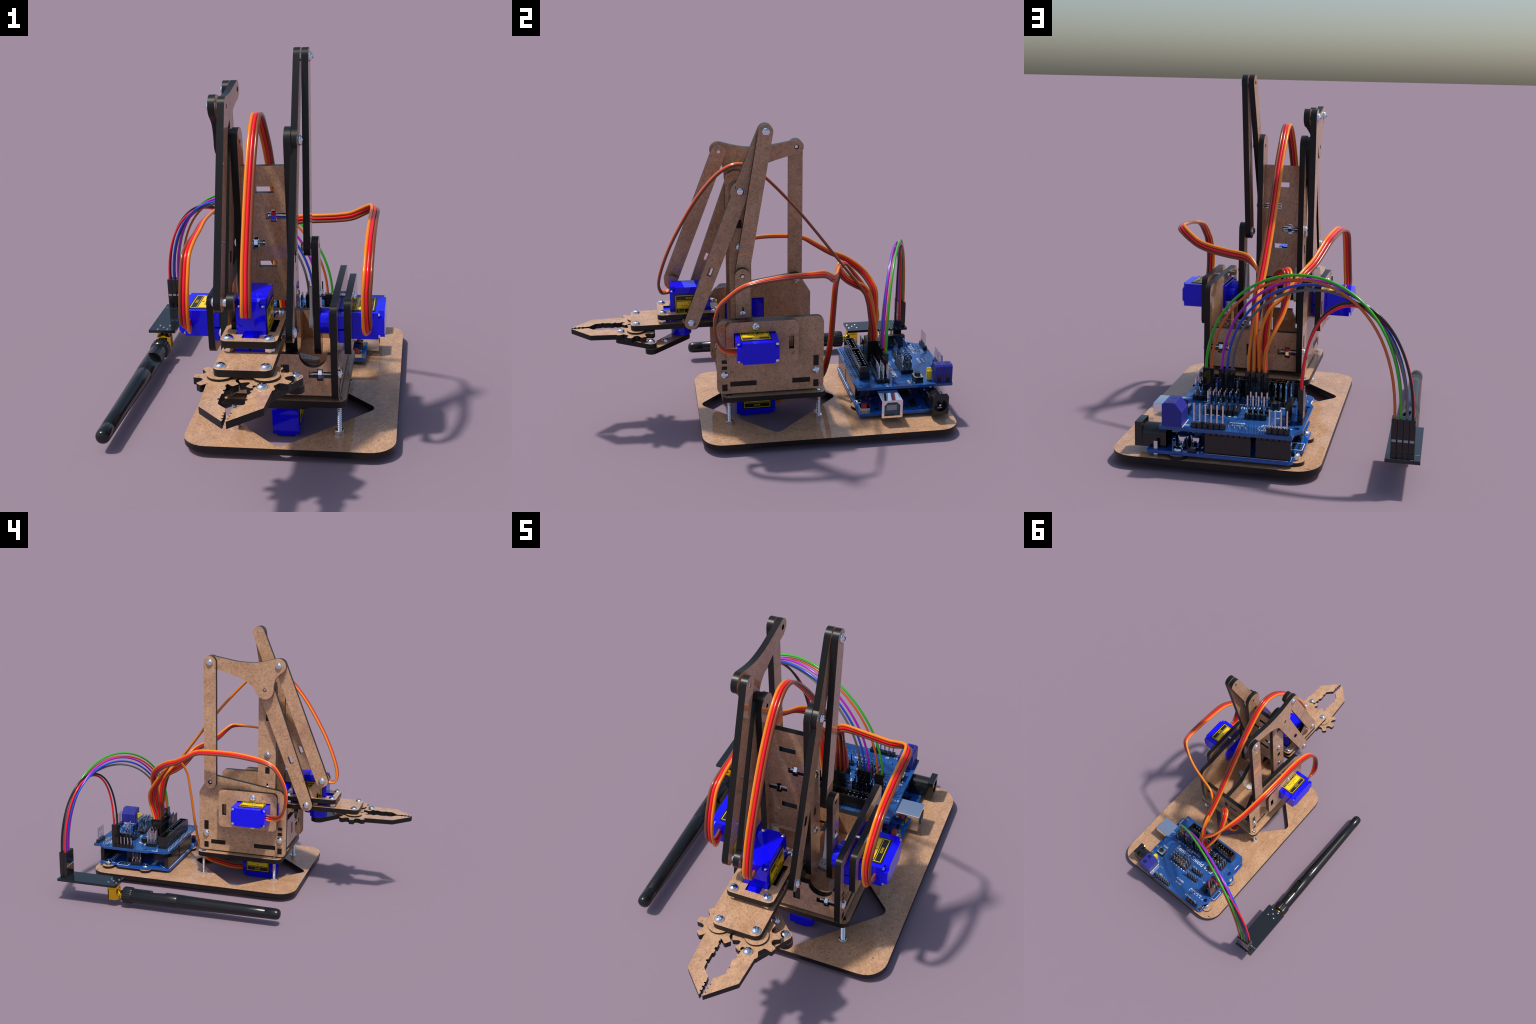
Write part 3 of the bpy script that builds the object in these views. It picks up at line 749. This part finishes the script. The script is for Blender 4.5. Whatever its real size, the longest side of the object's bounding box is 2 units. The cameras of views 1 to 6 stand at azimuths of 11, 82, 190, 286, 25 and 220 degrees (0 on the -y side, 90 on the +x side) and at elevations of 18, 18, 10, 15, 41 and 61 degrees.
# solder dots
bm = bmesh.new()
def dots(x0, n, y, step, r=.0058): 
    for i in range(n): lathe(bm, [(r, HZ1), (r * .75, HZ1 + .003), (.002, HZ1 + .007), (0, HZ1 + .0072)], (x0 - i * step, y), n=8)
dots(.285, 18, .4855, .0232); dots(.29, 17, .4985, .0232, .004); dots(.180, 6, .936, .0234); dots(.0107, 6, .936, .0234); dots(.0107, 6, .9165, .0234, .004); dots(-.115, 2, .560, .012)
dots(.345, 1, .785, 1, .008); dots(.375, 1, .79, 1)
obj_from_bm(bm, 'solder_dots', M_SOLDER, SHIELD)
tz = HZ1 + .0004
text('shield_title', 'Sensor Shield v5.0', .0455, tmat(.128, .7075, tz), M_SILK, SHIELD)
for s, size, x, y in (('POWER', .019, .106, .8935), ('ANALOG IN', .019, -.046, .8935), ('RESET', .017, .361, .7655), ('LCD Parallel', .018, -.006, .5765), ('URF01', .019, -.020, .950), ('SD +', .018, .292, .960),
                      ('SERVO', .016, .20, .682), ('G V S', .016, .385, .64), ('COM', .016, .085, .7545), ('I2C', .016, -.004, .665), ('5V GND', .014, .10, .918), ('LCD Serial', .016, -.03, .671), ('D0 D1 D2 D3', .014, .15, .670), ('BT', .018, .24, .949), ('APC220', .016, -.06, .80)):
    text('shield_text', s, size, tmat(x, y, tz), M_SILK, SHIELD)
bm = bmesh.new()
for i in range(6): box(bm, .245 - i * .0236, .8205, HZ1, .256 - i * .0236, .826, HZ1 + .0008)
for i in range(6): box(bm, -.003 - i * .0236, .905, HZ1, .006 - i * .0236, .909, HZ1 + .0008)
for i in range(7): box(bm, .297 - i * g, .6655, HZ1, .306 - i * g, .6695, HZ1 + .0008)
box(bm, .309, .897, HZ1, .3115, .991, HZ1 + .0008)
box(bm, -.150, .545, HZ1, -.146, .585, HZ1 + .0008)
obj_from_bm(bm, 'shield_print', M_SILK, SHIELD, 0)
# power terminal
bm = bmesh.new(); ty0, ty1 = .8975, .9910
prof = [(.3125, HZ1), (.3950, HZ1), (.3950, .290), (.3850, .2985), (.342, .2985), (.3125, .262)]
for a, b in ((ty0, (ty0 + ty1) / 2 - .0006), ((ty0 + ty1) / 2 + .0006, ty1)):
    fill_prism(bm, prof, [], a, b, 'y', 0, 0)
TB = obj_from_bm(bm, 'terminal_block', M_TERM, SHIELD, 0)
bm = bmesh.new(); bm2 = bmesh.new()
for yc in (.9210, .9675):
    box(bm, .3953, yc - .0115, .2140, .3958, yc + .0115, .2450); cyl(bm, (yc, .2140), .0115, .3953, .3957, 'x', 18)
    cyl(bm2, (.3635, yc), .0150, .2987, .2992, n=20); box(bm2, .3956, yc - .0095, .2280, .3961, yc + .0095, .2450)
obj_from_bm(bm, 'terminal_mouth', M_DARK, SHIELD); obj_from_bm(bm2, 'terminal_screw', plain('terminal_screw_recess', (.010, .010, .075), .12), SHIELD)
# jumper cap, reset button, small parts
boxobj('jumper_cap', .3400, .8630, HZ1 + .006, .3650, .8900, HZ1 + .060, M_YELLOW, SHIELD, .004)
boxobj('jumper_cap', .3420, .8640, HZ1 + .058, .3520, .8890, HZ1 + .068, M_YELLOW, SHIELD, .002)
boxobj('button_case', .3265, .7890, HZ1, .3785, .8380, HZ1 + .028, M_HEADER, SHIELD, .002)
boxobj('button_lid', .3275, .7900, HZ1 + .0281, .3775, .8370, HZ1 + .0302, M_GREY, SHIELD)
bm = bmesh.new(); cyl(bm, (.3525, .8125), .0160, HZ1 + .0302, HZ1 + .050, n=22); obj_from_bm(bm, 'reset_button', M_HEADER, SHIELD)
bm = bmesh.new()
for x, y in ((.33, .792), (.375, .792), (.33, .835), (.375, .835)): cyl(bm, (x, y), .004, HZ1 + .0302, HZ1 + .032, n=10)
for x, y in ((.270, .905), (.283, .905), (.32, .85), (.38, .50), (.39, .50)): box(bm, x - .005, y - .004, HZ1, x + .005, y + .004, HZ1 + .006)
obj_from_bm(bm, 'surface_parts', M_PIN, SHIELD)
bm = bmesh.new(); cyl(bm, (-.012, .690), .022, HZ1, HZ1 + .03, n=22); obj_from_bm(bm, 'capacitor', M_HEADER, SHIELD)

# plug housings
def housing(x0, y0, z0, x1, y1, z1, parent):
    bm = bmesh.new(); box(bm, x0, y0, z0, x1, y1, z1)
    bmesh.ops.bevel(bm, geom=bm.edges[:], offset=.0008, segments=1, affect='EDGES')
    o = obj_from_bm(bm, 'plug_housing', M_HEADER2, parent, 0)
    return o
COLS = [.1174 - g * k for k in range(4)]
for x in COLS: housing(x - .0113, .5915, .2270, x + .0113, .6625, .3450, SHIELD)
for x, y in ((.303, .650), (.2798, .650), (.2334, .650), (.2102, .650), (.187, .650), (-.143, .8425), (-.143, .8193)):
    housing(x - .0113, y - .0113, .2260, x + .0113, y + .0113, .3490, SHIELD)

# ------------------------------------------------------------------ radio module with antenna
MZ0, MZ1 = .1355, .1500
MODULE = plate('radio_module', 'z', rect(-.6345, .6200, -.4975, .9945), MZ0, MZ1, mats=[M_MODULE, M_MODULE])
mx = [-.5290, -.5522, -.5754, -.5986]; my = [.9755, .9520]
bm = bmesh.new()
for x in mx:
    for y in my: fill_prism(bm, round_poly(rect(x - .0110, y - .0110, x + .0110, y + .0110), .0025, 1), [], MZ1, MZ1 + .0225, 'z', 0, 0)
obj_from_bm(bm, 'pin_header', M_HEADER, MODULE, 0)
for x in mx:
    for y in my:
        housing(x - .0114, y - .0114, MZ1 + .023, x + .0114, y + .0114, .3090, MODULE)
bm = bmesh.new()
for x in mx:
    for y in my: box(bm, x - .0085, y + (.0117 if y > .96 else -.0121), .218, x + .0085, y + (.0121 if y > .96 else -.0117), .228)
    box(bm, x - .0085, .9995 - .008, MZ1 + .0002, x + .0085, .9935, MZ1 + .001)
obj_from_bm(bm, 'module_print', M_GREY, MODULE, 0)
bm = bmesh.new()
for x, y in ((-.5392, .6358), (-.5382, .6839), (-.5639, .6603), (-.5887, .6334), (-.5880, .6830)):
    lathe(bm, [(.0065, MZ1), (.0055, MZ1 + .003), (.002, MZ1 + .005), (0, MZ1 + .005)], (x, y), n=12)
for x in mx + [-.6218]: box(bm, x - .009, .9330, MZ1, x + .009, .9375, MZ1 + .001)
obj_from_bm(bm, 'solder_dots', M_SOLDER, MODULE)
AX, AZ = -.5645, .0720
bm = bmesh.new()
oc = round_poly(rect(-.035, -.033, .035, .033), .014, 1)
fill_prism(bm, [(AX + .0005 + x, .6585 + y) for x, y in oc], [], .0430, .1080, 'z', 0, 0)
box(bm, AX - .024, .6370, .1082, AX + .024, .6830, .1210); 
for sx in (-1, 1):
    for sy in (-1, 1): box(bm, AX + sx * .0205 - .0085, .660 + sy * .0205 - .0085, .1080, AX + sx * .0205 + .0085, .660 + sy * .0205 + .0085, .1354)
lathe(bm, [(0, .627), (.026, .627), (.026, .618), (.020, .618), (.020, .612), (.024, .612), (.024, .598), (.019, .598), (.019, .585), (0, .585)], (AX, AZ), 'y', 24)
obj_from_bm(bm, 'antenna_connector', M_GOLD, MODULE)
bm = bmesh.new()
lathe(bm, [(0, .5335), (.0415, .5335), (.0455, .538), (.0470, .545), (.0470, .5885), (.0445, .5945), (.038, .5955), (.030, .590), (0, .590)], (AX, AZ), 'y', 88)
o = obj_from_bm(bm, 'knurled_nut', M_ANT, MODULE, 18)
for v in o.data.vertices:                      # knurl
    d = Vector((v.co.x - AX, v.co.z - AZ))
    if .540 < v.co.y < .592 and d.length > .044:
        a = math.atan2(d.y, d.x); s = 1.04 if int(round(a / (2 * math.pi / 88))) % 4 in (0, 1) else .965
        v.co.x = AX + d.x * s; v.co.z = AZ + d.y * s
bm = bmesh.new()
lathe(bm, [(0, .534), (.0415, .534), (.0425, .530), (.0425, .4265), (.0415, .4255), (.0415, .4245), (.0425, .4235), (.0425, .40), (.0425, .36), (.0420, .32), (.0408, .2560), (.0404, .2552), (.0404, .2540), (.0407, .2532),
           (.0385, .15), (.0360, .0), (.0340, -.16), (.0326, -.2760), (.0320, -.2770), (.0320, -.2785), (.0326, -.2795), (.0323, -.335), (.0305, -.349), (.026, -.358), (.018, -.3635), (.009, -.3655), (0, -.366)], (AX, AZ), 'y', 40)
ant = obj_from_bm(bm, 'antenna', M_ANT, MODULE, 40)
# thumb cut-out near the hinge
bm = bmesh.new(); fill_prism(bm, [(-.06, .0215), (.06, .0215), (.06, .08), (-.06, .08)], [], .3285, .4235, 'y', 0, 0)
cut = obj_from_bm(bm, 'cut', M_ANT)
for v in cut.data.vertices:
    if v.co.z < .03 and v.co.y < .36: v.co.z += .008
    r2 = Matrix.Rotation(math.radians(38), 3, 'Y') @ Vector((v.co.x, 0, v.co.z)); v.co.x = AX + r2.x; v.co.z = AZ + r2.z
md = ant.modifiers.new('cut', 'BOOLEAN'); md.object = cut; md.solver = 'EXACT'
me = bpy.data.meshes.new_from_object(ant.evaluated_get(bpy.context.evaluated_depsgraph_get()))
ant.modifiers.clear(); ant.data = me; bpy.data.objects.remove(cut)
me.polygons.foreach_set('use_smooth', [True] * len(me.polygons)); me.set_sharp_from_angle(angle=math.radians(40))

# ------------------------------------------------------------------ wires
def ribbon(keys, r=.0072, pitch=.0143, sub=7):
    """three-core servo lead: keys are (centre, direction from brown to orange)."""
    C = spline([k[0] for k in keys], sub, False); S = spline([k[1] for k in keys], sub, False)
    lead = bpy.data.objects.new('servo_lead', None); link(lead)
    tracks = {'orange': [], 'red': [], 'brown': []}
    for i, c in enumerate(C):
        t = (C[min(i + 1, len(C) - 1)] - C[max(i - 1, 0)]).normalized()
        s = Vector(S[i]); s = (s - t * s.dot(t)).normalized()
        for nm, kk in (('orange', 1), ('red', 0), ('brown', -1)): tracks[nm].append(c + s * kk * pitch)
    for nm, pts in tracks.items(): tube('lead_wire', pts, r, M_W[nm], lead, 10, 1)
def conn_end(x): return [((x, .627, .40), (0, 1, 0)), ((x, .627, .335), (0, 1, 0))]
mxd, pz, mz, py = (-1, 0, 0), (0, 0, 1), (0, 0, -1), (0, 1, 0)
X_, _X = (1, 0, 0), (-1, 0, 0)
# gripper servo
ribbon([((.098, -.474, .690), _X), ((.100, -.500, .684), _X), ((.104, -.526, .692), _X), ((.108, -.534, .749), _X), ((.108, -.501, .861), _X), ((.109, -.439, .997), _X), ((.109, -.334, 1.173), _X),
        ((.108, -.231, 1.296), _X), ((.106, -.150, 1.350), _X), ((.104, -.090, 1.357), _X), ((.102, -.030, 1.335), _X), ((.100, .038, 1.281), _X), ((.099, .132, 1.184), _X), ((.095, .222, 1.081), _X),
        ((.094, .330, .944), _X), ((.096, .412, .836), _X), ((.099, .484, .742), _X), ((.102, .536, .679), (-1, .2, 0)), ((.105, .574, .629), (-.8, .5, 0)), ((.108, .600, .565), (-.5, .9, 0)), ((.115, .614, .480), (-.2, 1, 0))] + conn_end(COLS[0]))
# right shoulder servo
ribbon([((.536, -.150, .5125), mz), ((.528, -.200, .511), (-.3, 0, -1)), ((.525, -.238, .524), (-.8, -.3, -.6)), ((.526, -.264, .570), _X), ((.526, -.275, .621), _X), ((.526, -.272, .686), _X), ((.530, -.252, .747), _X), ((.531, -.218, .785), _X),
        ((.534, -.121, .852), _X), ((.535, .041, .882), (-1, 0, .2)), ((.536, .150, .890), (-1, 0, .3)), ((.536, .215, .892), (-1, -.1, .5)), ((.527, .262, .890), (-.6, -.4, .7)), ((.505, .288, .876), (-.2, -.4, 1)), ((.470, .310, .854), (0, -.2, 1)), ((.424, .333, .830), pz), ((.355, .362, .814), pz),
        ((.270, .388, .803), pz), ((.190, .408, .794), (0, .2, 1)), ((.150, .424, .770), (.2, .4, 1)), ((.124, .446, .738), (.1, .5, .8)), ((.110, .478, .704), (0, .6, .8)), ((.101, .522, .674), (0, .7, .8)), ((.096, .568, .645), (0, .9, .6)), ((.094, .600, .590), (0, 1, .3)), ((.094, .618, .490), py)] + conn_end(COLS[1]))
# left shoulder servo
ribbon([((-.204, -.160, .520), mz), ((-.198, -.215, .512), (.3, 0, -1)), ((-.197, -.252, .524), (.8, -.3, -.6)), ((-.197, -.278, .565), X_), ((-.192, -.289, .625), X_), ((-.189, -.283, .690), X_), ((-.188, -.262, .748), X_), ((-.188, -.217, .818), (1, 0, .1)),
        ((-.183, -.153, .851), (1, 0, .3)), ((-.177, -.046, .870), (1, 0, .6)), ((-.178, .072, .881), (1, 0, .7)), ((-.171, .225, .878), (1, 0, .7)), ((-.162, .285, .866), (1, .2, .7)), ((-.147, .340, .836), (1, .4, .8)), ((-.122, .424, .790), (.8, .3, .9)),
        ((-.093, .506, .758), (.6, .4, .9)), ((-.049, .580, .706), (.2, .9, .6)), ((-.010, .618, .662), (-.1, 1, .4)), ((.036, .640, .612), (-.2, 1, .2)), ((.064, .641, .535), (-.1, 1, 0)), ((.072, .636, .460), py)] + conn_end(COLS[2]))
# base servo
_Y = (0, -1, 0)
_D = (-.9, -.42, 0)
ribbon([((.165, .050, .046), (0, 0, -1)), ((.142, .140, .051), (-.1, 0, -1)), ((.121, .220, .075), (-.4, -.2, -1)), ((.100, .285, .099), (-.6, -.4, -.6)), ((.093, .325, .125), (-.8, -.5, -.2)), ((.099, .352, .170), _D), ((.106, .374, .260), _D), ((.104, .390, .360), _D), ((.094, .400, .470), _D), ((.079, .410, .575), _D),
        ((.066, .420, .662), _D), ((.036, .441, .730), (-.9, -.5, 0)), ((.005, .462, .760), (-1, -.3, .2)), ((-.014, .490, .755), (-1, 0, 0)), ((-.022, .519, .722), (-1, .2, 0)), ((-.025, .553, .676), (-1, .4, 0)), ((-.017, .602, .600), (-.6, .9, 0)), ((.006, .642, .535), (-.3, 1, 0)), ((.034, .655, .464), py), ((.046, .642, .400), py), ((COLS[3], .627, .335), py)])

def jumper(col, s, e, h1, h2):
    s, e = Vector(s), Vector(e); a = s + Vector((0, 0, h1)); b = e + Vector((0, 0, h2))
    pts = []
    for i in range(41):
        t = i / 40
        pts.append(s * (1 - t) ** 3 + a * 3 * t * (1 - t) ** 2 + b * 3 * t * t * (1 - t) + e * t ** 3)
    tube('jumper_wire', pts, .0058, M_W[col], None, 10, 1)
for col, s, en, h1, h2 in (('green', (.303, .650), (mx[1], my[0]), .54, .77), ('orange2', (.2798, .650), (mx[0], my[0]), .52, .74), ('purple', (.2334, .650), (mx[1], my[1]), .52, .74), ('blue', (.2102, .650), (mx[2], my[1]), .50, .71),
                           ('grey', (.187, .650), (mx[2], my[0]), .48, .68), ('black', (-.143, .8193), (mx[3], my[0]), .57, .52), ('red', (-.143, .8425), (mx[3], my[1]), .55, .51)):
    jumper(col, (*s, .340), (*en, .300), h1, h2)

# small joined bits are stuff
for o in list(bpy.data.objects):
    if o.name.split('.')[0] in ('solder_dots', 'solder_joints', 'solder_pads', 'surface_parts', 'chips', 'board_print', 'shield_print', 'module_print', 'programming_pins', 'stacking_pins', 'servo_case_screws', 'indicator_leds'):
        o['kind'] = 'stuff'
